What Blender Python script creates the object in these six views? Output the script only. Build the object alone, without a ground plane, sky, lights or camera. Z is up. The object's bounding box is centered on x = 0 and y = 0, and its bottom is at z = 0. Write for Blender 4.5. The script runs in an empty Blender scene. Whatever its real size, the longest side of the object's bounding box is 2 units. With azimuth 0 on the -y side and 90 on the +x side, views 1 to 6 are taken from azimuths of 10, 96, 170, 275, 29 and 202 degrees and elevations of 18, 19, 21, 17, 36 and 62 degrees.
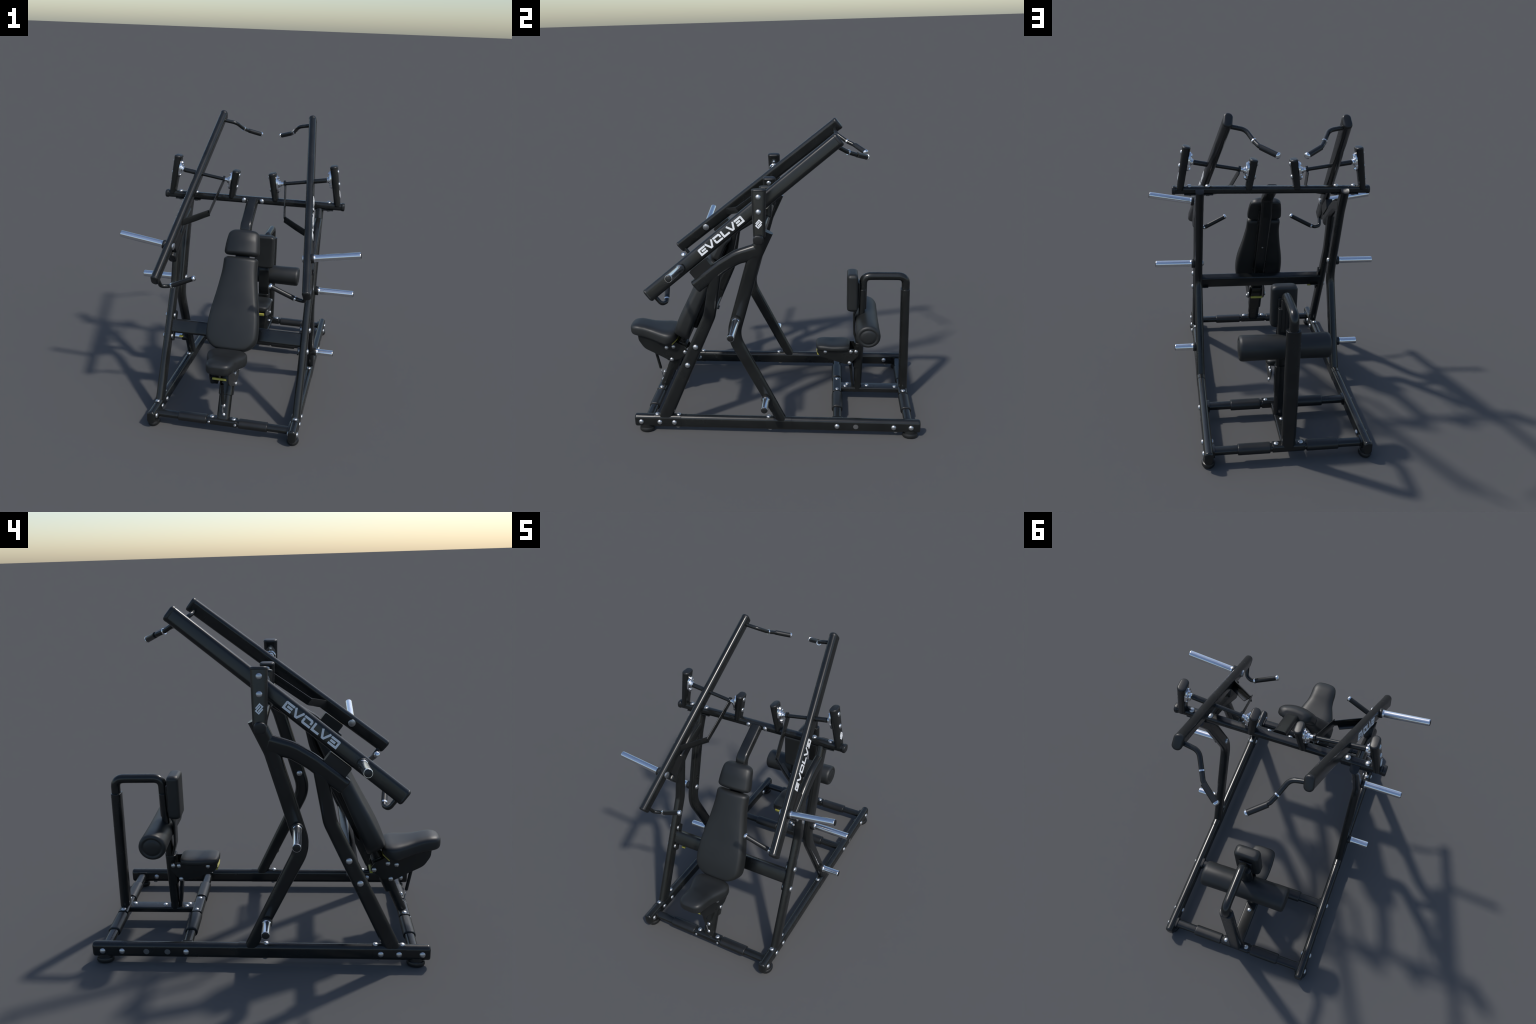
import bpy, math
from mathutils import Vector as V, Matrix

# ------------------------------------------------------------------ materials
def _mat(name):
    m = bpy.data.materials.new(name); m.use_nodes = True
    nt = m.node_tree; b = nt.nodes["Principled BSDF"]
    return m, nt, b

def painted(name, col, rough, var=0.25, scale=9.0, coat=0.0, bump=0.0, bscale=400.0, spec=0.5, rvar=0.08):
    """paint / rubber / leather: base colour with a soft mottling and a fine grain bump"""
    m, nt, b = _mat(name)
    tc = nt.nodes.new("ShaderNodeTexCoord")
    n = nt.nodes.new("ShaderNodeTexNoise"); n.inputs["Scale"].default_value = scale
    n.inputs["Detail"].default_value = 5.0
    nt.links.new(tc.outputs["Object"], n.inputs["Vector"])
    r = nt.nodes.new("ShaderNodeValToRGB")
    r.color_ramp.elements[0].position = 0.3; r.color_ramp.elements[1].position = 0.7
    r.color_ramp.elements[0].color = tuple(c * (1 - var) for c in col) + (1,)
    r.color_ramp.elements[1].color = tuple(c * (1 + var) for c in col) + (1,)
    nt.links.new(n.outputs["Fac"], r.inputs["Fac"])
    nt.links.new(r.outputs["Color"], b.inputs["Base Color"])
    mr = nt.nodes.new("ShaderNodeMapRange")
    mr.inputs["To Min"].default_value = rough - rvar; mr.inputs["To Max"].default_value = rough + rvar
    nt.links.new(n.outputs["Fac"], mr.inputs["Value"])
    nt.links.new(mr.outputs["Result"], b.inputs["Roughness"])
    b.inputs["Specular IOR Level"].default_value = spec
    b.inputs["Coat Weight"].default_value = coat
    b.inputs["Coat Roughness"].default_value = 0.25
    if bump > 0:
        g = nt.nodes.new("ShaderNodeTexNoise"); g.inputs["Scale"].default_value = bscale
        nt.links.new(tc.outputs["Object"], g.inputs["Vector"])
        bp = nt.nodes.new("ShaderNodeBump"); bp.inputs["Strength"].default_value = bump
        bp.inputs["Distance"].default_value = 0.001
        nt.links.new(g.outputs["Fac"], bp.inputs["Height"])
        nt.links.new(bp.outputs["Normal"], b.inputs["Normal"])
    return m

def metal(name, col, rough):
    m, nt, b = _mat(name)
    tc = nt.nodes.new("ShaderNodeTexCoord")
    n = nt.nodes.new("ShaderNodeTexNoise"); n.inputs["Scale"].default_value = 30.0
    nt.links.new(tc.outputs["Object"], n.inputs["Vector"])
    mr = nt.nodes.new("ShaderNodeMapRange")
    mr.inputs["To Min"].default_value = rough * 0.7; mr.inputs["To Max"].default_value = rough * 1.3
    nt.links.new(n.outputs["Fac"], mr.inputs["Value"])
    nt.links.new(mr.outputs["Result"], b.inputs["Roughness"])
    b.inputs["Base Color"].default_value = (*col, 1)
    b.inputs["Metallic"].default_value = 1.0
    return m

PAINT = painted("black_powder_coat", (0.0115, 0.0125, 0.0122), 0.26, var=0.2, spec=0.5, rvar=0.05)
LEATHER = painted("black_vinyl", (0.0165, 0.0178, 0.0178), 0.47, var=0.12, bump=0.15, bscale=900)
RUBBER = painted("black_rubber", (0.013, 0.0135, 0.0135), 0.40, var=0.15, bump=0.1, bscale=700)
CHROME = metal("polished_chrome", (0.86, 0.87, 0.89), 0.20)
BOLT = metal("zinc_bolt", (0.58, 0.59, 0.60), 0.42)
WHITE = painted("white_print", (0.82, 0.83, 0.84), 0.5, var=0.03)
YELLOW = painted("yellow_paint", (0.40, 0.375, 0.07), 0.45, var=0.15)
PLUG = painted("grey_plug", (0.10, 0.10, 0.10), 0.5, var=0.15)

# ------------------------------------------------------------------ object tree
ROOT = bpy.data.objects.new("plate_loaded_gym_machine", None)
bpy.context.scene.collection.objects.link(ROOT)
ROOT["label"] = "black plate loaded shoulder and lat machine with chrome horns"
ROOT["category"] = "gym machine"

def link(ob, parent):
    bpy.context.scene.collection.objects.link(ob)
    ob.parent = parent or ROOT
    return ob

def mesh_from(name, verts, faces, smooth=True, angle=38):
    me = bpy.data.meshes.new(name)
    me.from_pydata([tuple(v) for v in verts], [], faces)
    me.validate()
    import bmesh
    bm = bmesh.new(); bm.from_mesh(me)
    bmesh.ops.recalc_face_normals(bm, faces=bm.faces)
    bm.to_mesh(me); bm.free()
    if smooth:
        me.polygons.foreach_set("use_smooth", [True] * len(me.polygons))
        me.set_sharp_from_angle(angle=math.radians(angle))
    return me

class Geo:
    """collects vertices and faces of one part"""
    def __init__(self): self.v = []; self.f = []
    def add(self, vs, fs):
        o = len(self.v); self.v += [V(p) for p in vs]; self.f += [tuple(i + o for i in f) for f in fs]
        return self
    def mirrored(self):
        g = Geo(); g.v = [V((-p.x, p.y, p.z)) for p in self.v]; g.f = [tuple(reversed(f)) for f in self.f]; return g
    def obj(self, name, mat, parent=None, angle=38):
        me = mesh_from(name, self.v, self.f, angle=angle); me.materials.append(mat)
        return link(bpy.data.objects.new(name, me), parent)
    def pair(self, name, mat, parents=(None, None), angle=38):
        """right-hand part and its mirror image"""
        return self.obj(name, mat, parents[0], angle), self.mirrored().obj(name, mat, parents[1], angle)

# ------------------------------------------------------------------ profiles and sweeps
def rr(w, h, r, seg=6):
    """rounded rectangle profile"""
    r = max(1e-4, min(r, w / 2 - 1e-5, h / 2 - 1e-5)); pts = []
    for cx, cy, a0 in ((w/2-r, h/2-r, 0), (-w/2+r, h/2-r, 90), (-w/2+r, -h/2+r, 180), (w/2-r, -h/2+r, 270)):
        for i in range(seg + 1):
            a = math.radians(a0 + 90 * i / seg); pts.append((cx + r * math.cos(a), cy + r * math.sin(a)))
    return pts

def oval(w, h, seg=7): return lambda d: rr(w - 2*d, h - 2*d, min(w, h)/2 * 0.96 - d, seg)
def box(w, h, r=0.006, seg=3): return lambda d: rr(w - 2*d, h - 2*d, max(r - d, 0.001), seg)
def disc(r, n=28): return lambda d: [((r-d)*math.cos(2*math.pi*i/n), (r-d)*math.sin(2*math.pi*i/n)) for i in range(n)]

def fillet(pts, radius, seg=8):
    """polyline with its corners rounded"""
    pts = [V(p) for p in pts]; out = [pts[0]]
    for i in range(1, len(pts) - 1):
        r = radius[i-1] if isinstance(radius, (list, tuple)) else radius
        a, b, c = pts[i-1], pts[i], pts[i+1]
        d1 = (a-b).normalized(); d2 = (c-b).normalized()
        ang = d1.angle(d2)
        if r <= 0 or ang > math.pi - 0.01: out.append(b); continue
        t = min(r / math.tan(ang/2), (a-b).length*0.49, (c-b).length*0.49)
        p0, p2 = b + d1*t, b + d2*t
        for k in range(seg + 1):
            s = k/seg; out.append(p0*(1-s)**2 + b*2*s*(1-s) + p2*s*s)
    out.append(pts[-1]); return out

def sweep(geo, path, prof, side=None, cap=0.0, caps=(True, True), scales=None):
    """profile swept along a path; side = direction of the profile's x axis (None: carried along);
    cap = radius of the rounded rim at the ends"""
    path = [V(p) for p in path]; n = len(path)
    T = []
    for i in range(n):
        t = (path[min(i+1, n-1)] - path[max(i-1, 0)]).normalized(); T.append(t)
    S = []
    s = V(side) if side is not None else T[0].orthogonal()
    for t in T:
        if side is not None: s = V(side)
        s = (s - t * s.dot(t)).normalized(); S.append(s)
    rings = []
    def ring(p, t, s, d, k): 
        u = t.cross(s)
        kx, ky = k if isinstance(k, tuple) else (k, k)
        return [p + s*(x*kx) + u*(y*ky) for x, y in prof(d)]
    K = scales or [1.0]*n
    if caps[0]:
        for a in (90, 65, 40, 18, 0) if cap > 0 else (0,):
            r = math.radians(a)
            rings.append(ring(path[0] + T[0]*cap*(1-math.sin(r)), T[0], S[0], cap*(1-math.cos(r)), K[0]))
        if cap > 0 and (path[1]-path[0]).length > cap + 0.006:      # support loop keeps the flats flat
            rings.append(ring(path[0] + T[0]*(cap+0.003), T[0], S[0], 0, K[0]))
    else: rings.append(ring(path[0], T[0], S[0], 0, K[0]))
    for i in range(1, n-1): rings.append(ring(path[i], T[i], S[i], 0, K[i]))
    if caps[1]:
        if cap > 0 and (path[-1]-path[-2]).length > cap + 0.006:
            rings.append(ring(path[-1] - T[-1]*(cap+0.003), T[-1], S[-1], 0, K[-1]))
        for a in (0, 18, 40, 65, 90) if cap > 0 else (0,):
            r = math.radians(a)
            rings.append(ring(path[-1] - T[-1]*cap*(1-math.sin(r)), T[-1], S[-1], cap*(1-math.cos(r)), K[-1]))
    else: rings.append(ring(path[-1], T[-1], S[-1], 0, K[-1]))
    m = len(rings[0]); vs = [p for r in rings for p in r]; fs = []
    for i in range(len(rings)-1):
        for j in range(m):
            fs.append((i*m+j, i*m+(j+1) % m, (i+1)*m+(j+1) % m, (i+1)*m+j))
    fs.append(tuple(reversed(range(m)))); fs.append(tuple(range((len(rings)-1)*m, len(rings)*m)))
    return geo.add(vs, fs)

def lathe(geo, origin, axis, profile, n=28):
    """profile: (distance along axis, radius) pairs"""
    axis = V(axis).normalized(); s = axis.orthogonal().normalized(); u = axis.cross(s)
    vs = []; fs = []
    for d, r in profile:
        for i in range(n):
            a = 2*math.pi*i/n
            vs.append(V(origin) + axis*d + (s*math.cos(a) + u*math.sin(a))*max(r, 1e-5))
    m = len(profile)
    for k in range(m-1):
        for i in range(n): fs.append((k*n+i, k*n+(i+1) % n, (k+1)*n+(i+1) % n, (k+1)*n+i))
    fs.append(tuple(reversed(range(n)))); fs.append(tuple(range((m-1)*n, m*n)))
    return geo.add(vs, fs)

def plate(geo, poly, thick, to3d):
    """flat polygon with thickness; to3d(x, y, depth)"""
    n = len(poly); vs = [to3d(x, y, -thick/2) for x, y in poly] + [to3d(x, y, thick/2) for x, y in poly]
    fs = [tuple(reversed(range(n))), tuple(range(n, 2*n))] + [(i, (i+1) % n, n+(i+1) % n, n+i) for i in range(n)]
    return geo.add(vs, fs)

def round_poly(poly, r, seg=5):
    n = len(poly); out = []
    for i in range(n):
        a, b, c = (V((*poly[(i+k) % n], 0)) for k in (-1, 0, 1))
        d1, d2 = (a-b).normalized(), (c-b).normalized()
        rad = r[i] if isinstance(r, (list, tuple)) else r
        t = min(rad/max(math.tan(d1.angle(d2)/2), 0.05), (a-b).length*0.49, (c-b).length*0.49)
        p0, p2 = b+d1*t, b+d2*t
        for k in range(seg+1):
            s = k/seg; q = p0*(1-s)**2 + b*2*s*(1-s) + p2*s*s; out.append((q.x, q.y))
    return out

def catmull(xs, ys, x):
    """smooth interpolation through control points"""
    if x <= xs[0]: return ys[0]
    if x >= xs[-1]: return ys[-1]
    i = max(k for k in range(len(xs)-1) if xs[k] <= x)
    def slope(k):
        if k == 0: return (ys[1]-ys[0])/(xs[1]-xs[0])
        if k == len(xs)-1: return (ys[-1]-ys[-2])/(xs[-1]-xs[-2])
        return (ys[k+1]-ys[k-1])/(xs[k+1]-xs[k-1])
    h = xs[i+1]-xs[i]; t = (x-xs[i])/h
    return ((2*t**3-3*t*t+1)*ys[i] + (t**3-2*t*t+t)*h*slope(i) + (-2*t**3+3*t*t)*ys[i+1] + (t**3-t*t)*h*slope(i+1))

def cushion(geo, length, halfw, thick, edge, corner, frame, crown=0.0, ns=64, ends=None):
    """upholstered pad: halfw(s) along its length, thickness, soft edge radius, outline corner radius,
    frame(x, s, d) -> world, d from the back (0) to the front (thick)"""
    rings = []
    st = [0.5*length*(1-math.cos(math.pi*i/ns)) for i in range(ns+1)]
    for s in st:
        s = min(max(s, 1e-4), length-1e-4); e = min(s, length-s)
        c0, c1 = corner if isinstance(corner, tuple) else (corner, corner)
        cr = c0 if s < length/2 else c1
        w = halfw(s)
        if e < cr: w = max(0.004, w - cr + math.sqrt(max(cr*cr-(cr-e)**2, 0)))
        q = 1.0 if e >= edge else math.sqrt(max(1-(1-e/edge)**2, 0.0))
        ht = max(thick/2 - edge*(1-q), 0.002)
        prof = rr(2*w, 2*ht, min(edge, ht*0.98, w*0.95), 7)
        # resample flats so that the crown bends
        pts = []
        for i in range(len(prof)):
            a, b = prof[i], prof[(i+1) % len(prof)]
            L = math.hypot(a[0]-b[0], a[1]-b[1]); k = 10 if (i % 8 == 7 and i in (7, 23)) else 1
            for j in range(k): pts.append((a[0]+(b[0]-a[0])*j/k, a[1]+(b[1]-a[1])*j/k))
        ring = []
        for x, y in pts:
            d = thick/2 + y
            if y > 0: d += crown*(1-min(1, abs(x)/max(w, 1e-4))**2.5)*q
            ring.append(frame(x, s, d))
        rings.append(ring)
    m = len(rings[0]); fs = []
    for i in range(len(rings)-1):
        for j in range(m): fs.append((i*m+j, i*m+(j+1) % m, (i+1)*m+(j+1) % m, (i+1)*m+j))
    fs.append(tuple(reversed(range(m)))); fs.append(tuple(range((len(rings)-1)*m, len(rings)*m)))
    return geo.add([p for r in rings for p in r], fs)

# ------------------------------------------------------------------ bolts (shared mesh)
def bolt_mesh():
    g = Geo()
    lathe(g, (0, 0, 0), (0, 0, 1), [(-0.004, 0.0168), (0.0015, 0.0170), (0.0045, 0.0158), (0.0075, 0.0128),
          (0.0095, 0.0090), (0.0106, 0.0045), (0.0108, 0.0)], 24)
    me = mesh_from("bolt", g.v, g.f, angle=50); me.materials.append(BOLT); return me
BOLT_ME = bolt_mesh()
def bolt(p, d, parent=None, k=1.0, both=False):
    d = V(d).normalized()
    for sx in ((1, -1) if both else (1,)):
        ob = bpy.data.objects.new("bolt", BOLT_ME)
        q = V((d.x*sx, d.y, d.z)).to_track_quat('Z', 'Y')
        par = parent[0 if sx == 1 else 1] if isinstance(parent, (tuple, list)) else parent
        link(ob, par)
        ob.matrix_basis = Matrix.LocRotScale(V((p[0]*sx, p[1], p[2])), q, V((k, k, k)))

X = (1, 0, 0)
FX = 0.471                      # plane of each side frame
TW, TH = 0.054, 0.086           # flat oval main tube

# ------------------------------------------------------------------ base rails
RZ = 0.0765; RH = 0.089
g = Geo(); sweep(g, [(FX, -0.888, RZ), (FX, 0.0, RZ), (FX, 0.997, RZ)], oval(TW, RH), X, cap=0.012)
rails = g.pair("base_rail", PAINT)
# saddle plates where the uprights and legs are welded on
for y0, y1 in ((-0.755, -0.572), (0.0, 0.165)):
    g = Geo(); sweep(g, [(FX, y0, RZ+0.001), (FX, (y0+y1)/2, RZ+0.001), (FX, y1, RZ+0.001)], oval(TW+0.003, RH+0.004), X, cap=0.0015)
    g.pair("weld_saddle", PAINT, rails)
for y in (-0.842, -0.716, -0.617, 0.460, 0.825, 0.936):
    bolt((FX+TW/2, y, 0.0755), X, rails, both=True)
    bolt((FX-TW/2, y, 0.0755), (-1, 0, 0), rails, both=True)
for y in (-0.735, -0.590, 0.012):
    bolt((FX, y, RZ+RH/2), (0, 0, 1), rails, k=0.9, both=True)
for y in (-0.60, 0.02, 0.84): 
    bolt((FX, y, RZ-RH/2), (0, 0, -1), rails, k=0.9, both=True)
for sx, y in ((1, 0.581), (-1, 0.566), (-1, 0.686)):
    g = Geo(); lathe(g, (sx*(FX+TW/2-0.004), y, 0.0745), (sx, 0, 0), [(0, .0165), (0.0052, .0165), (0.0056, .014), (0.0056, 0)])
    g.obj("hole_plug", PLUG, rails[0 if sx > 0 else 1])
for y in (-0.812, 0.932):
    g = Geo(); lathe(g, (FX, y, 0), (0, 0, 1), [(0, 0.043), (0.003, 0.048), (0.009, 0.0505), (0.020, 0.050), (0.026, 0.047), (0.029, 0.040), (0.05, 0.038)])
    for p in g.v: p.x = FX + (p.x-FX)*0.78
    g.pair("rubber_foot", RUBBER, rails)

# ------------------------------------------------------------------ side frames
up = fillet([(FX, -0.690, 0.085), (FX, -0.342, 0.842), (FX, -0.285, 1.150)], 0.16, 12)
g = Geo(); sweep(g, up, oval(TW-0.003, 0.082), X, scales=[(1, 1.10 - 0.22*(p.z-0.085)/1.065) for p in up]); uprights = g.pair("front_upright", PAINT)
for y, z in ((-0.440, 0.632), (-0.500, 0.502)):
    bolt((FX+TW/2, y, z), X, uprights, k=1.05, both=True); bolt((FX-TW/2, y, z), (-1, 0, 0), uprights, both=True)
leg = fillet([(FX, 0.105, 0.085), (FX, -0.200, 0.705), (FX, -0.045, 1.230), (FX, 0.034, 1.398)], [0.20, 0.25], 14)
g = Geo(); sweep(g, leg, oval(TW, TH), X, scales=[(1, min(1.0, 0.80 + 0.2*(p.z-0.1)/0.7)) for p in leg]); legs = g.pair("rear_leg", PAINT)
bolt((FX-TW/2, -0.171, 0.820), (-1, 0, 0), legs, k=1.1, both=True)
arch = fillet([(FX, -0.022, 1.270), (FX, -0.150, 1.234), (FX, -0.250, 1.172), (FX, -0.420, 1.036)], [0.22, 0.25], 10)
g = Geo(); sweep(g, arch, oval(TW+0.003, TH), X, cap=0.008, scales=[(1, 1.03 + 0.17*max(0, 1 + (p.y+0.03)/0.16)) for p in arch]); stops = g.pair("stop_arm", PAINT)
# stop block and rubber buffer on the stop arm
g = Geo(); poly = round_poly([(-0.452, 1.136), (-0.342, 1.222), (-0.300, 1.165), (-0.410, 1.080)], 0.008)
plate(g, poly, 0.046, lambda y, z, d: V((0.462 + d, y, z))); g.pair("stop_block", RUBBER, stops, angle=25)

# ------------------------------------------------------------------ top crossbar and lever posts
g = Geo(); sweep(g, [(-0.642, 0, 1.391), (0, 0, 1.391), (0.642, 0, 1.391)], box(0.053, 0.049, 0.018, 6), (0, 1, 0), cap=0.008)
xbar = g.obj("top_crossbar", PAINT)
g = Geo(); sweep(g, [(0.620, 0, 1.391), (0.63, 0, 1.391), (0.645, 0, 1.391)], box(0.060, 0.055, 0.022, 6), (0, 1, 0), cap=0.008)
g.pair("end_cap", RUBBER, (xbar, xbar))
g = Geo(); sweep(g, [(0.385, 0, 1.364), (0.47, 0, 1.364), (0.568, 0, 1.364)], box(0.048, 0.008, 0.003), (0, 1, 0), cap=0.002)
g.pair("mounting_plate", PAINT, (xbar, xbar))
for x in (0.535, 0.418):
    bolt((x, 0.0, 1.4155), (0, 0, 1), xbar, both=True); bolt((x, 0.0, 1.361), (0, 0, -1), xbar, both=True)
bolt((0.064, -0.0265, 1.391), (0, -1, 0), xbar, both=True)

CA, SA = math.cos(math.radians(9)), math.sin(math.radians(9))
def A(a, y, n): return V((a*CA - n*SA, y, a*SA + n*CA))     # tilted frame of a lever
AX = V((CA, 0, SA)); AN = V((-SA, 0, CA))
PIV = 1.471
for a, n0, n1, out in ((0.805, 1.284, 1.566, 1), (0.375, 1.352, 1.552, -1)):
    g = Geo(); sweep(g, [A(a, 0.003, n0), A(a, 0.003, (n0+n1)/2), A(a, 0.003, n1)], oval(0.051, 0.086), AX, cap=0.010, scales=[0.84, 0.93, 1.0])
    posts = g.pair("bearing_post", PAINT)
    for n in (1.522, 1.436): bolt(A(a + out*0.023, 0.002, n), AX*out, posts, k=0.95, both=True)
    g = Geo(); sweep(g, [A(a, 0.003, n1-0.020), A(a, 0.003, n1-0.01), A(a, 0.003, n1+0.002)], oval(0.0525, 0.0875), AX, cap=0.010); g.pair("end_cap", RUBBER, posts)
    # flange bearing on the face towards the lever
    g = Geo(); o = A(a - out*0.022, 0.003, PIV); d = -AX*out
    poly = []
    for i in range(40):
        t = 2*math.pi*i/40; r = 1/math.sqrt((math.cos(t)/0.034)**2 + (math.sin(t)/0.062)**2)
        poly.append((r*math.cos(t), r*math.sin(t)))
    plate(g, poly, 0.012, lambda x, y, h: o + d*(h+0.006) + V((0, x, 0)) + AN*y)
    lathe(g, o, d, [(0, 0.034), (0.016, 0.033), (0.020, 0.029), (0.020, 0.022), (0.030, 0.021), (0.032, 0.019), (0.034, 0.0)])
    for s in (1, -1):
        lathe(g, o + AN*0.044*s, d, [(0, 0.013), (0.014, 0.013), (0.014, 0.009), (0.022, 0.009), (0.023, 0.006), (0.023, 0)], 6)
        lathe(g, o + AN*0.022*s + V((0, 0.024, 0)), d, [(0, 0.009), (0.016, 0.009), (0.018, 0.005), (0.018, 0)], 10)
    g.pair("flange_bearing", CHROME, posts)
    if out == 1: outer_posts = posts

# ------------------------------------------------------------------ lever arms
LA = 0.637
def arm_n(y): return 0.890 + (y + 0.725)/1.195*0.957
AW = 0.052
B0, B1 = A(LA+0.003, -0.724, arm_n(-0.724)), A(LA-0.004, 0.470, arm_n(0.470))
g = Geo(); sweep(g, [B0, (B0+B1)/2, B1], oval(AW, 0.088), AX, cap=0.012)
levers = g.pair("lever_arm", PAINT)
for q0, q1 in ((B0, B0 + (B1-B0).normalized()*0.022), (B1 - (B1-B0).normalized()*0.030, B1)):
    dd = (q1-q0).normalized()*0.0015
    g = Geo(); sweep(g, [q0-dd, (q0+q1)/2, q1+dd], oval(AW+0.002, 0.090), AX, cap=0.013); g.pair("end_cap", RUBBER, levers)
# pivot shaft and its sleeve
g = Geo(); lathe(g, A(0.425, 0, PIV), AX, [(0, 0.0125), (0.10, 0.0125), (0.21, 0.0125)]); g.pair("pivot_shaft", PAINT, levers)
g = Geo(); lathe(g, A(0.655, 0, PIV), AX, [(0, 0.0205), (0.004, 0.0205), (0.006, 0.0165), (0.092, 0.0165)]); g.pair("pivot_sleeve", PAINT, levers)
g = Geo(); lathe(g, A(0.412, 0, PIV), AX, [(0, 0.013), (0.034, 0.013)]); g.pair("shaft_collar", CHROME, levers)
# folded counter strap from the shaft to the arm
def strap(geo, pts, w, t, nrm):
    sweep(geo, pts, box(t, w, 0.002, 2), nrm)
s0, s1, s2 = V((0.2195, 0.020, 1.522)), V((0.262, -0.240, 1.330)), V((0.428, -0.352, 1.278))
g = Geo(); sweep(g, [s0, (s0+s1)/2, s1], box(0.006, 0.050, 0.002, 2), AX)
sweep(g, [s1 + V((-0.001, 0.004, 0.002)), (s1+s2)/2, s2], box(0.006, 0.047, 0.002, 2), (0.55, 0.82, 0.10))
lo = V((0.008, 0.018, -0.020))
sweep(g, [s1 + lo + V((0.022, -0.014, -0.004)), (s1+s2)/2 + lo, s2 + lo], box(0.040, 0.006, 0.002, 2), (0.55, 0.82, 0.10))
lathe(g, V((0.213, 0, 1.526)), AX, [(0, 0.021), (0.012, 0.021)])
g.pair("counter_strap", PAINT, levers)

def horn(p0, p1, r, parents, collar=0.0315):
    p0, p1 = V(p0), V(p1); d = (p1-p0); L = d.length; d.normalize()
    g = Geo(); lathe(g, p0, d, [(-0.02, collar*0.96), (0.003, collar*0.96), (0.005, collar), (0.021, collar), (0.025, collar*0.94), (0.026, r)])
    g.pair("horn_collar", RUBBER, parents)
    g = Geo(); lathe(g, p0, d, [(0.01, r*1.10), (0.029, r*1.10), (0.031, r*1.07), (0.033, r*1.005), (0.037, r), (L*0.35, r), (L*0.7, r), (L-0.008, r), (L-0.005, r), (L-0.002, r-0.0016), (L-0.002, r-0.006)]); g.pair("weight_horn", CHROME, parents)
    g = Geo(); lathe(g, p0, d, [(L-0.012, r-0.0030), (L-0.002, r-0.0030), (L-0.0005, r-0.0042), (L+0.001, r-0.010), (L+0.0015, 0)]); g.pair("horn_cap", RUBBER, parents)
horn(A(0.655, -0.505, 1.0712), A(0.978, -0.505, 1.0712), 0.0228, levers)
horn((FX+0.022, -0.171, 0.820), (0.760, -0.171, 0.820), 0.0228, legs)
horn((FX+0.022, 0.002, 0.267), (0.642, 0.002, 0.267), 0.0235, legs, collar=0.030)
g = Geo(); lathe(g, A(LA-AW/2+0.006, -0.505, 1.0712), -AX, [(0, 0.0235), (0.011, 0.0235), (0.014, 0.020), (0.015, 0)]); g.pair("horn_bolt_head", BOLT, levers)

# handles
def grip(p0, p1, r, ring=True):
    p0, p1 = V(p0), V(p1); d = (p1-p0); L = d.length
    g = Geo(); lathe(g, p0, d, [(0, r*0.8), (0.0, r), (0.01, r*1.0), (L*0.5, r*1.02), (L-0.014, r)]); g.pair("hand_grip", RUBBER, levers)
    g = Geo(); lathe(g, p0, d, [(L-0.016, r*1.02), (L-0.015, r*1.12), (L-0.007, r*1.12), (L-0.003, r*0.98), (L, r*0.68), (L+0.0015, r*0.35), (L+0.002, 0)]); g.pair("grip_end", CHROME, levers)
    if not ring: return
    g = Geo(); lathe(g, p0, d, [(-0.008, r*0.9), (-0.008, r*1.12), (0.003, r*1.12), (0.003, r*0.9)]); g.pair("grip_ring", CHROME, levers)
UR, UG, UT = V((0.198, 0.524, 1.815)), V((0.168, 0.578, 1.794)), V((0.072, 0.648, 1.759))
path = fillet([A(0.62, 0.440, 1.805), (0.238, 0.448, 1.864), UR, (0.176, 0.566, 1.798), UG + (UT-UG)*0.5], [0.06, 0.03, 0.03], 8)
g = Geo(); sweep(g, path, disc(0.0135, 18)); g.pair("handle_tube", PAINT, levers)
g = Geo(); d = (V((0.176, 0.566, 1.798)) - UR).normalized()
lathe(g, UR - d*0.004, d, [(0, 0.013), (0, 0.0170), (0.008, 0.0170), (0.009, 0.0140)]); g.pair("handle_ferrule", CHROME, levers)
grip(UG, UT, 0.0165, ring=False)
LR, LT = V((0.403, -0.625, 0.925)), V((0.242, -0.649, 1.003))
path = fillet([(0.482, -0.700, 1.000), (0.476, -0.642, 0.918), (0.432, -0.622, 0.916), LR + (LT-LR)*0.3], [0.04, 0.03], 8)
g = Geo(); sweep(g, path, disc(0.0130, 18)); g.pair("handle_tube", PAINT, levers)
grip(LR, LT, 0.0160)

# ------------------------------------------------------------------ lettering and emblems
def strokes(geo, lines, w, to3d, closed=False):
    for ln in lines:
        pts = [V((*p, 0)) for p in ln]; n = len(pts); L = []; R = []
        for i in range(n):
            a = (pts[i]-pts[i-1]).normalized() if i > 0 else None
            b = (pts[i+1]-pts[i]).normalized() if i < n-1 else None
            t = ((a or b) + (b or a)).normalized(); nn = V((-t.y, t.x, 0))
            ref = a or b; k = w/2/max(0.4, nn.dot(V((-ref.y, ref.x, 0))))
            L.append(pts[i]+nn*k); R.append(pts[i]-nn*k)
        vs = []; 
        for h in (-0.5, 0.5):
            for i in range(n): vs += [to3d(L[i].x, L[i].y, h), to3d(R[i].x, R[i].y, h)]
        o = 2*n; fs = []
        for i in range(n-1):
            fs += [(2*i, 2*i+1, 2*i+3, 2*i+2), (o+2*i, o+2*i+2, o+2*i+3, o+2*i+1),
                   (2*i, 2*i+2, o+2*i+2, o+2*i), (2*i+1, o+2*i+1, o+2*i+3, 2*i+3)]
        fs += [(0, o, o+1, 1), (2*n-2, 2*n-1, o+2*n-1, o+2*n-2)]
        geo.add(vs, fs)
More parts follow.
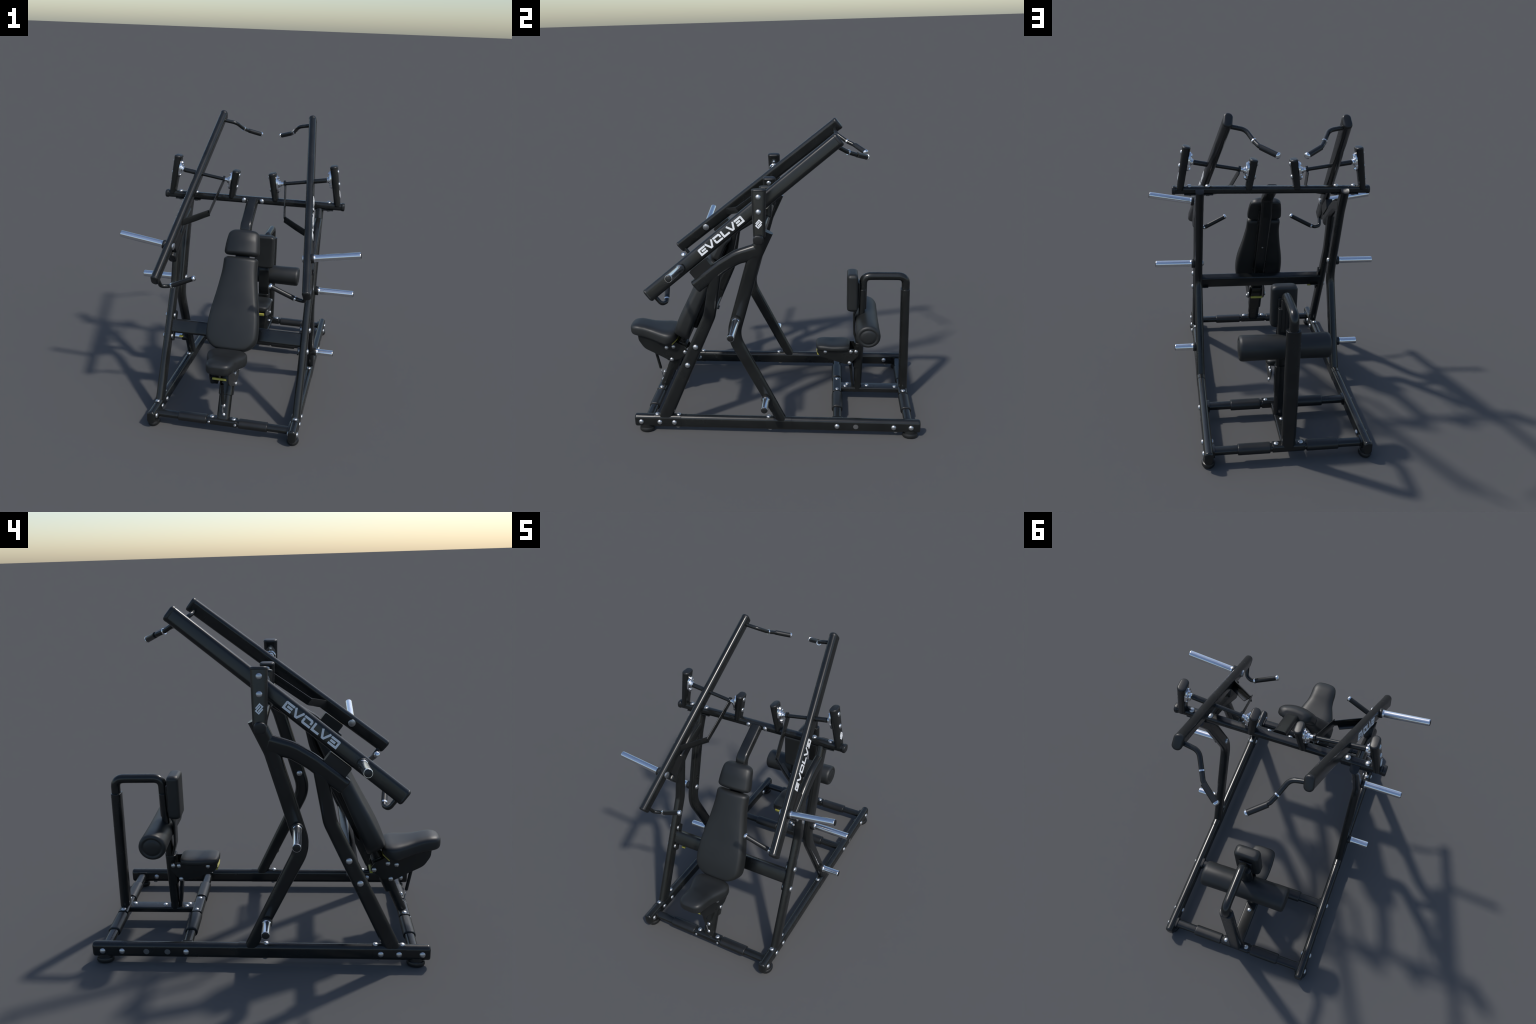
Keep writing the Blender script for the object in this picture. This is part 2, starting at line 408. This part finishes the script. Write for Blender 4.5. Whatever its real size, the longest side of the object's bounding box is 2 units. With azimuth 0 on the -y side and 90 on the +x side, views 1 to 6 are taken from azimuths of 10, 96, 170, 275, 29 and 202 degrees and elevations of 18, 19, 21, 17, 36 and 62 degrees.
GL = {  # letter strokes on a unit-high grid and the advance to the next letter
 "E": ([[(1.18, .87), (.16, .87), (.13, .84), (.13, .13), (1.14, .13)], [(.42, .5), (1.12, .5)]], 1.30),
 "V": ([[(.04, 1.0), (.50, .13), (.70, .13), (1.16, 1.0)]], 1.32),
 "O": ([[(.03, .87), (1.00, .87), (1.10, .77), (1.10, .42)], [(.16, .66), (.16, .20), (.23, .13), (1.26, .13)]], 1.40),
 "L": ([[(.13, 1.0), (.13, .13), (1.06, .13)]], 1.08),
 "3": ([[(.02, .87), (1.08, .87), (1.11, .84), (1.11, .13), (.02, .13)], [(.10, .5), (.76, .5)]], 1.20)}
WORD = "EVOLV3"; HGT = 0.045
tot = sum(GL[c][1] for c in WORD)
for sx in (1, -1):
    # direction of reading: up the lever on the right-hand side, down it on the left-hand side
    c = A(LA, -0.247, arm_n(-0.247)); u = (B1-B0).normalized(); up_ = u.cross(AX); up_ = -up_ if up_.z < 0 else up_
    c = V((c.x*sx, c.y, c.z)); nrm = V((AX.x*sx, 0, AX.z)); u = V((u.x*sx, u.y, u.z)); up_ = V((up_.x*sx, up_.y, up_.z))
    rd = u*sx
    off = AW/2 + 0.0003
    g = Geo()
    pos = 0.0
    for ch in WORD:
        f = lambda x, y, h: c + rd*((x + pos - tot/2)*HGT*1.0) + up_*((y-0.5)*HGT) + nrm*(off + h*0.0016)
        strokes(g, GL[ch][0], 0.26, f); pos += GL[ch][1]
    g.obj("lettering", WHITE, levers[0 if sx > 0 else 1], angle=20)
    g = Geo(); pc = A(0.805 + 0.0243, 0.003, 1.366); pc = V((pc.x*sx, pc.y, pc.z)); pn = V((AN.x*sx, 0, AN.z)); rt = V((0, sx, 0))
    f = lambda x, y, h: pc + rt*(x*0.021) + pn*(y*0.027) + nrm*(h*0.0016)
    hook = [(-.82, .06), (.10, .86), (.78, .36), (-.22, -.48)]
    strokes(g, [hook, [(-x, -y) for x, y in hook]], 0.27, f)
    g.obj("emblem", WHITE, outer_posts[0 if sx > 0 else 1], angle=20)

# ------------------------------------------------------------------ backrest spine, mid beam, backrest
SL = 0.50
def back_y(z): return -0.430 + (z-0.849)*SL      # rear plane of the back cushion
sp = fillet([(0, -0.024, 1.391), (0, -0.232, 1.266), (0, -0.262, 1.130), (0, back_y(0.56)+0.030, 0.56)], [0.07, 0.2], 10)
g = Geo(); sweep(g, sp, box(0.080, 0.054, 0.020, 5), X); spine = g.obj("backrest_spine", PAINT)
g = Geo(); sweep(g, [(0, back_y(z)+dy, z) for z, dy in ((1.16, -0.010), (0.9, 0.006), (0.58, 0.022))], box(0.098, 0.010, 0.003), X, cap=0.002); g.obj("backing_plate", PAINT, spine)
tilt = V((0, 0.060, 0.130)).normalized()
for z, dy in ((0.93, 0.050), (0.85, 0.054)): bolt((0, back_y(z)+dy, z), (0, 0.86, -0.5), spine, k=0.55)
g = Geo(); sweep(g, [(-FX+0.01, -0.460, 0.564), (0, -0.460, 0.564), (FX-0.01, -0.460, 0.564)], box(0.058, 0.096, 0.014, 5), V((0, tilt.z, -tilt.y)))
beam = g.obj("mid_beam", PAINT)
g = Geo(); plate(g, round_poly([(-0.520, 0.478), (-0.483, 0.462), (-0.400, 0.640), (-0.430, 0.672)], 0.012), 0.008, lambda y, z, d: V((FX-TW/2-0.008+d, y, z)))
g.pair("beam_flange", PAINT, (beam, beam))
g = Geo(); sweep(g, [(0.385, -0.452, 0.519), (0.41, -0.452, 0.518), (0.445, -0.452, 0.519)], box(0.040, 0.007, 0.003), (0, 1, 0), cap=0.003)
g.pair("beam_bracket", PAINT, (beam, beam))

g = Geo(); sweep(g, [(-0.398, -0.480, 0.500), (-0.384, -0.480, 0.500), (-0.370, -0.480, 0.500)], box(0.018, 0.012, 0.004), (0, 1, 0), cap=0.003); g.obj("yellow_latch", YELLOW, beam)
DB = V((0, SL, 1)).normalized(); NB = V((0, -1, SL)).normalized()
O0 = V((0, back_y(0.490), 0.490))
def bframe(x, s, d):
    front = max(0.0, min(1.0, d/0.084))
    d = 0.084 - (0.084-d)*(1.30 - 0.60*s)      # thick at the seat, thin at the head
    d -= 0.055*max(0.0, s-0.25)*front*min(1.2, abs(x)/0.13)**2  # sides bow back
    d -= 0.013*max(0.0, 1 - s/0.16)**2          # belly rolls in at the bottom
    return O0 + V((x, 0, 0)) + DB*s + NB*d
bx = [0, 0.06, 0.12, 0.20, 0.28, 0.38, 0.48, 0.55, 0.64]
bw = [0.145, 0.166, 0.173, 0.170, 0.160, 0.142, 0.126, 0.118, 0.117]
g = Geo(); cushion(g, 0.634, lambda s: catmull(bx, bw, s), 0.084, 0.027, (0.095, 0.022), bframe, crown=0.010)
rest = g.obj("backrest", LEATHER, angle=80)
hx = [0, 0.03, 0.09, 0.180]; hw = [0.116, 0.119, 0.114, 0.100]
g = Geo(); cushion(g, 0.178, lambda s: catmull(hx, hw, s), 0.088, 0.027, (0.020, 0.040), lambda x, s, d: bframe(x, s+0.646, d - 4.0*max(0, s-0.09)**2), crown=0.010)
g.obj("headrest", LEATHER, angle=80)

# ------------------------------------------------------------------ front seat
def loft_seat(geo, stations, ex=2.6, ns=60, n=48):
    ys = [s[0] for s in stations]; lo = [s[1] for s in stations]; hi = [s[2] for s in stations]; hw = [s[3] for s in stations]; cr = [s[4] for s in stations]
    tt = list(range(len(ys))); rings = []
    for i in range(ns+1):
        t = i/ns*(len(ys)-1)
        y, a, b, w, c = (catmull(tt, q, t) for q in (ys, lo, hi, hw, cr))
        ring = []
        for j in range(n):
            th = 2*math.pi*j/n; cs, sn = math.cos(th), math.sin(th)
            x = w*abs(cs)**(2/ex)*(1 if cs >= 0 else -1)
            z = (a+b)/2 + (b-a)/2*abs(sn)**(2/ex)*(1 if sn >= 0 else -1)
            if sn > 0: z += c*(abs(x)/w)**2*sn
            ring.append(V((x, y, z)))
        rings.append(ring)
    fs = []
    for i in range(ns):
        for j in range(n): fs.append((i*n+j, i*n+(j+1) % n, (i+1)*n+(j+1) % n, (i+1)*n+j))
    fs.append(tuple(reversed(range(n)))); fs.append(tuple(range(ns*n, ns*n+n)))
    geo.add([p for r in rings for p in r], fs)
seat_empty = None
g = Geo()   # y, underside, top, half width, dish
loft_seat(g, [(-1.001, .534, .556, .012, 0), (-0.997, .516, .570, .048, 0), (-0.978, .503, .582, .074, 0), (-0.940, .494, .586, .086, 0),
              (-0.890, .482, .578, .088, 0), (-0.840, .468, .566, .096, 0), (-0.785, .454, .555, .116, .004), (-0.735, .444, .549, .132, .006),
              (-0.700, .453, .546, .129, .003), (-0.674, .472, .539, .112, 0), (-0.661, .488, .528, .080, 0), (-0.657, .503, .514, .022, 0)], ex=3.6)
seat = g.obj("seat", LEATHER, angle=80)
seat_poly = [(-0.948, .520), (-0.943, .462), (-0.905, .400), (-0.823, .358), (-0.734, .308), (-0.660, .318), (-0.590, .376), (-0.618, .420), (-0.700, .462)]
for sx in (1, -1):
    g = Geo(); plate(g, round_poly(seat_poly, [.01, .06, .09, .09, .02, .02, .02, .02, .01]), 0.006, lambda y, z, d, sx=sx: V((sx*0.059 + d, y, z)))
    g.obj("seat_bracket", PAINT, seat)
    for y, z in ((-0.746, .408), (-0.695, .416), (-0.615, .375), (-0.714, .316)):
        bolt((sx*0.062, y, z), (sx, 0, 0), seat, k=0.85)
g = Geo(); sweep(g, [(0, -0.925, 0.505), (0, -0.80, 0.472), (0, -0.70, 0.452)], box(0.108, 0.012, 0.003), X, cap=0.002); g.obj("seat_tray", PAINT, seat)
g = Geo(); lathe(g, (-0.044, -0.928, 0.452), X, [(0, .008), (0.09, .008)], 16); g.obj("release_lever", YELLOW, seat)
g = Geo(); sweep(g, [(-0.066, -0.684, 0.455), (0, -0.684, 0.455), (0.066, -0.684, 0.455)], box(0.058, 0.006, 0.002), (0, 0.70, 0.71)); g.obj("seat_edge_strip", YELLOW, seat)
g = Geo(); sweep(g, [(-0.045, -0.600, 0.352), (0, -0.600, 0.352), (0.045, -0.600, 0.352)], box(0.018, 0.014, 0.003), (0, 1, 0)); g.obj("release_strip", YELLOW, seat)
g = Geo(); lathe(g, (0, -0.848, 0.375), V((0, 0.032, -0.168)), [(0, .010), (0.165, .010), (0.168, .005)], 16); g.obj("gas_strut", PAINT, seat)
g = Geo(); lathe(g, (0, -0.818, 0.212), V((0, 0.014, -0.085)), [(0, .0045), (0.095, .0045)], 12); g.obj("strut_rod", CHROME, seat)
bolt((0.008, -0.803, 0.128), (0.6, -0.6, 0.5), seat, k=0.7)
# seat post
g = Geo(); sweep(g, [(0, -0.793, 0.085), (0, -0.705, 0.290), (0, -0.560, 0.630)], oval(0.086, 0.058), X); post = g.obj("seat_post", PAINT)
g = Geo(); sweep(g, [(0, -0.722, 0.232), (0, -0.692, 0.302), (0, -0.632, 0.442)], box(0.096, 0.076, 0.022, 4), X, cap=0.004); g.obj("seat_carriage", PAINT, post)
bolt((0.0, -0.790, 0.185), (0, -0.9, 0.4), post, k=0.8)
g = Geo(); lathe(g, (0, -0.628, 0.470), (0, -0.5, 0.86), [(0, .012), (0.02, .012), (0.022, .018), (0.045, .018), (0.05, .010), (0.05, 0)], 18); g.obj("pull_pin", CHROME, post)

# ------------------------------------------------------------------ base cross tubes
def cross_tube(y, w, h, ws, hs, z=0.077, front=False):
    g = Geo(); sweep(g, [(-FX+0.01, y, z), (0, y, z), (FX-0.01, y, z)], oval(w, h), (0, 1, 0)); t = g.obj("cross_tube", PAINT)
    g = Geo(); sweep(g, [(0.108, y, z), (0.2, y, z), (0.300, y, z)], oval(ws, hs), (0, 1, 0), cap=0.006); g.pair("rubber_sleeve", RUBBER, (t, t))
    g = Geo(); sweep(g, [(-0.096, y, z+0.002), (0, y, z+0.002), (0.096, y, z+0.002)], box(w+0.008, h+0.005, 0.014, 4), (0, 1, 0), cap=0.003); g.obj("joint_plate", PAINT, t)
    g = Geo(); sweep(g, [(FX-0.036, y, z), (FX-0.03, y, z), (FX-0.020, y, z)], box(w+0.016, h+0.012, 0.012, 4), (0, 1, 0)); g.pair("end_flange", PAINT, (t, t))
    bolt((0.073, y, z+h/2+0.003), (0, 0, 1), t, k=0.9 if w != 0.0561 else 0.75, both=True)
    if front: bolt((0.088, y-w/2-0.003, z), (0, -1, 0), t, k=0.55, both=True)
    return t
cross_tube(-0.800, 0.058, 0.043, 0.072, 0.057, z=0.0745, front=True)
mid = cross_tube(0.462, 0.0561, 0.046, 0.074, 0.064, z=0.083)
rear = cross_tube(0.922, 0.056, 0.043, 0.072, 0.058, z=0.080)

# ------------------------------------------------------------------ rear station: keel, posts, pads
g = Geo(); sweep(g, [(0, 0.470, 0.084), (0, 0.70, 0.084), (0, 0.915, 0.084)], box(0.080, 0.036, 0.008, 4), X); keel = g.obj("rear_keel", PAINT)
for x, y in ((0.012, 0.520), (0.0, 0.672), (0.012, 0.868)): bolt((x, y, 0.101), (0, 0, 1), keel, k=0.85)
bolt((-0.018, 0.535, 0.101), (0, 0, 1), keel, k=0.85)
g = Geo(); sweep(g, [(0, 0.926, 0.085), (0, 0.924, 0.4), (0, 0.920, 0.848)], oval(0.086, 0.060), X, cap=0.003); rpost = g.obj("rear_post", PAINT)
ar = fillet([(0, 0.922, 0.82), (0, 0.922, 0.936), (0, 0.637, 0.936), (0, 0.634, 0.70)], 0.055, 10)
g = Geo(); sweep(g, ar, disc(0.0275, 24), X); g.obj("arch_tube", PAINT, rpost)
g = Geo(); sweep(g, [(0.0, 0.606, 0.085), (0.0, 0.613, 0.3), (0.0, 0.620, 0.46)], oval(0.086, 0.054), X); fpost = g.obj("pad_post", PAINT)
g = Geo(); sweep(g, [(0.0, 0.616, 0.38), (0.0, 0.626, 0.6), (0.0, 0.634, 0.848)], box(0.086, 0.042, 0.018, 4), X, cap=0.003); g.obj("inner_post", PAINT, fpost)
g = Geo(); sweep(g, [(0.0, 0.606, 0.262), (0.0, 0.609, 0.36), (0.0, 0.612, 0.452)], box(0.092, 0.062, 0.022, 4), X, cap=0.004); g.obj("seat_carriage", PAINT, fpost)
g = Geo(); sweep(g, fillet([(0, 0.606, 0.43), (0, 0.580, 0.52), (0, 0.577, 0.665), (0, 0.606, 0.74), (0, 0.608, 0.90)], 0.05, 6), box(0.082, 0.014, 0.005), X, cap=0.003); g.obj("pad_plate", PAINT, fpost)
# upright pad
g = Geo(); cushion(g, 0.271, lambda s: 0.079, 0.070, 0.020, 0.028, lambda x, s, d: V((x, 0.600-d, 0.697+s)), crown=0.003)
g.obj("chest_pad", LEATHER, angle=80)
# roller
g = Geo()
end = [(0, 0.0), (0.0005, 0.020), (0.002, 0.034), (0.005, 0.044), (0.009, 0.049), (0.009, 0.053), (0.0055, 0.057), (0.0055, 0.063), (0.008, 0.070), (0.015, 0.0755), (0.028, 0.0775)]
lathe(g, (-0.282, 0.662, 0.606), X, [(d, r*1.02) for d, r in end] + [(0.14, 0.0770), (0.282, 0.0760), (0.424, 0.0770)] + [(0.564-d, r*1.02) for d, r in reversed(end)], 48)
for p in g.v: p.y = 0.664 + (p.y-0.662)*1.02; p.z = 0.607 + (p.z-0.606)*0.98
g.obj("foam_roller", LEATHER, angle=60)
# rear seat
g = Geo(); rs = [(-0.312+0, 0, 0, 0, 0)]
loft_seat(g, [(0.316, .416, .434, .030, 0), (0.320, .408, .442, .058, 0), (0.336, .402, .448, .076, 0), (0.375, .400, .450, .084, .002), (0.430, .400, .445, .088, .004),
              (0.490, .400, .448, .088, .002), (0.526, .401, .449, .082, 0), (0.546, .406, .443, .068, 0), (0.552, .414, .434, .036, 0)], ex=3.2)
rseat = g.obj("rear_seat", LEATHER, angle=80)
rp = [(0.324, .418), (0.322, .395), (0.345, .362), (0.440, .330), (0.528, .302), (0.560, .315), (0.606, .366), (0.614, .416), (0.560, .418)]
for sx in (1, -1):
    g = Geo(); plate(g, round_poly(rp, [.01, .02, .03, .03, .02, .02, .02, .01, .01]), 0.006, lambda y, z, d, sx=sx: V((sx*0.066 + d, y, z)))
    g.obj("seat_bracket", PAINT, rseat)
    for y, z in ((0.380, .398), (0.557, .400), (0.592, .401), (0.548, .313)): bolt((sx*0.069, y, z), (sx, 0, 0), rseat, k=0.8)
g = Geo(); sweep(g, [(0, 0.330, 0.412), (0, 0.43, 0.412), (0, 0.540, 0.412)], box(0.130, 0.014, 0.004), X, cap=0.003); g.obj("seat_tray", PAINT, rseat)
g = Geo(); sweep(g, [(-0.056, 0.330, 0.378), (0, 0.326, 0.378), (0.056, 0.330, 0.378)], box(0.014, 0.022, 0.004), (0, 1, 0.3)); g.obj("release_lever", YELLOW, rseat)
g = Geo(); sweep(g, [(0, 0.548, 0.345), (0, 0.560, 0.230), (0, 0.572, 0.095)], box(0.078, 0.020, 0.005), X, scales=[(1, 1), (0.8, 0.9), (0.5, 0.7)]); g.obj("seat_brace", PAINT, rseat)
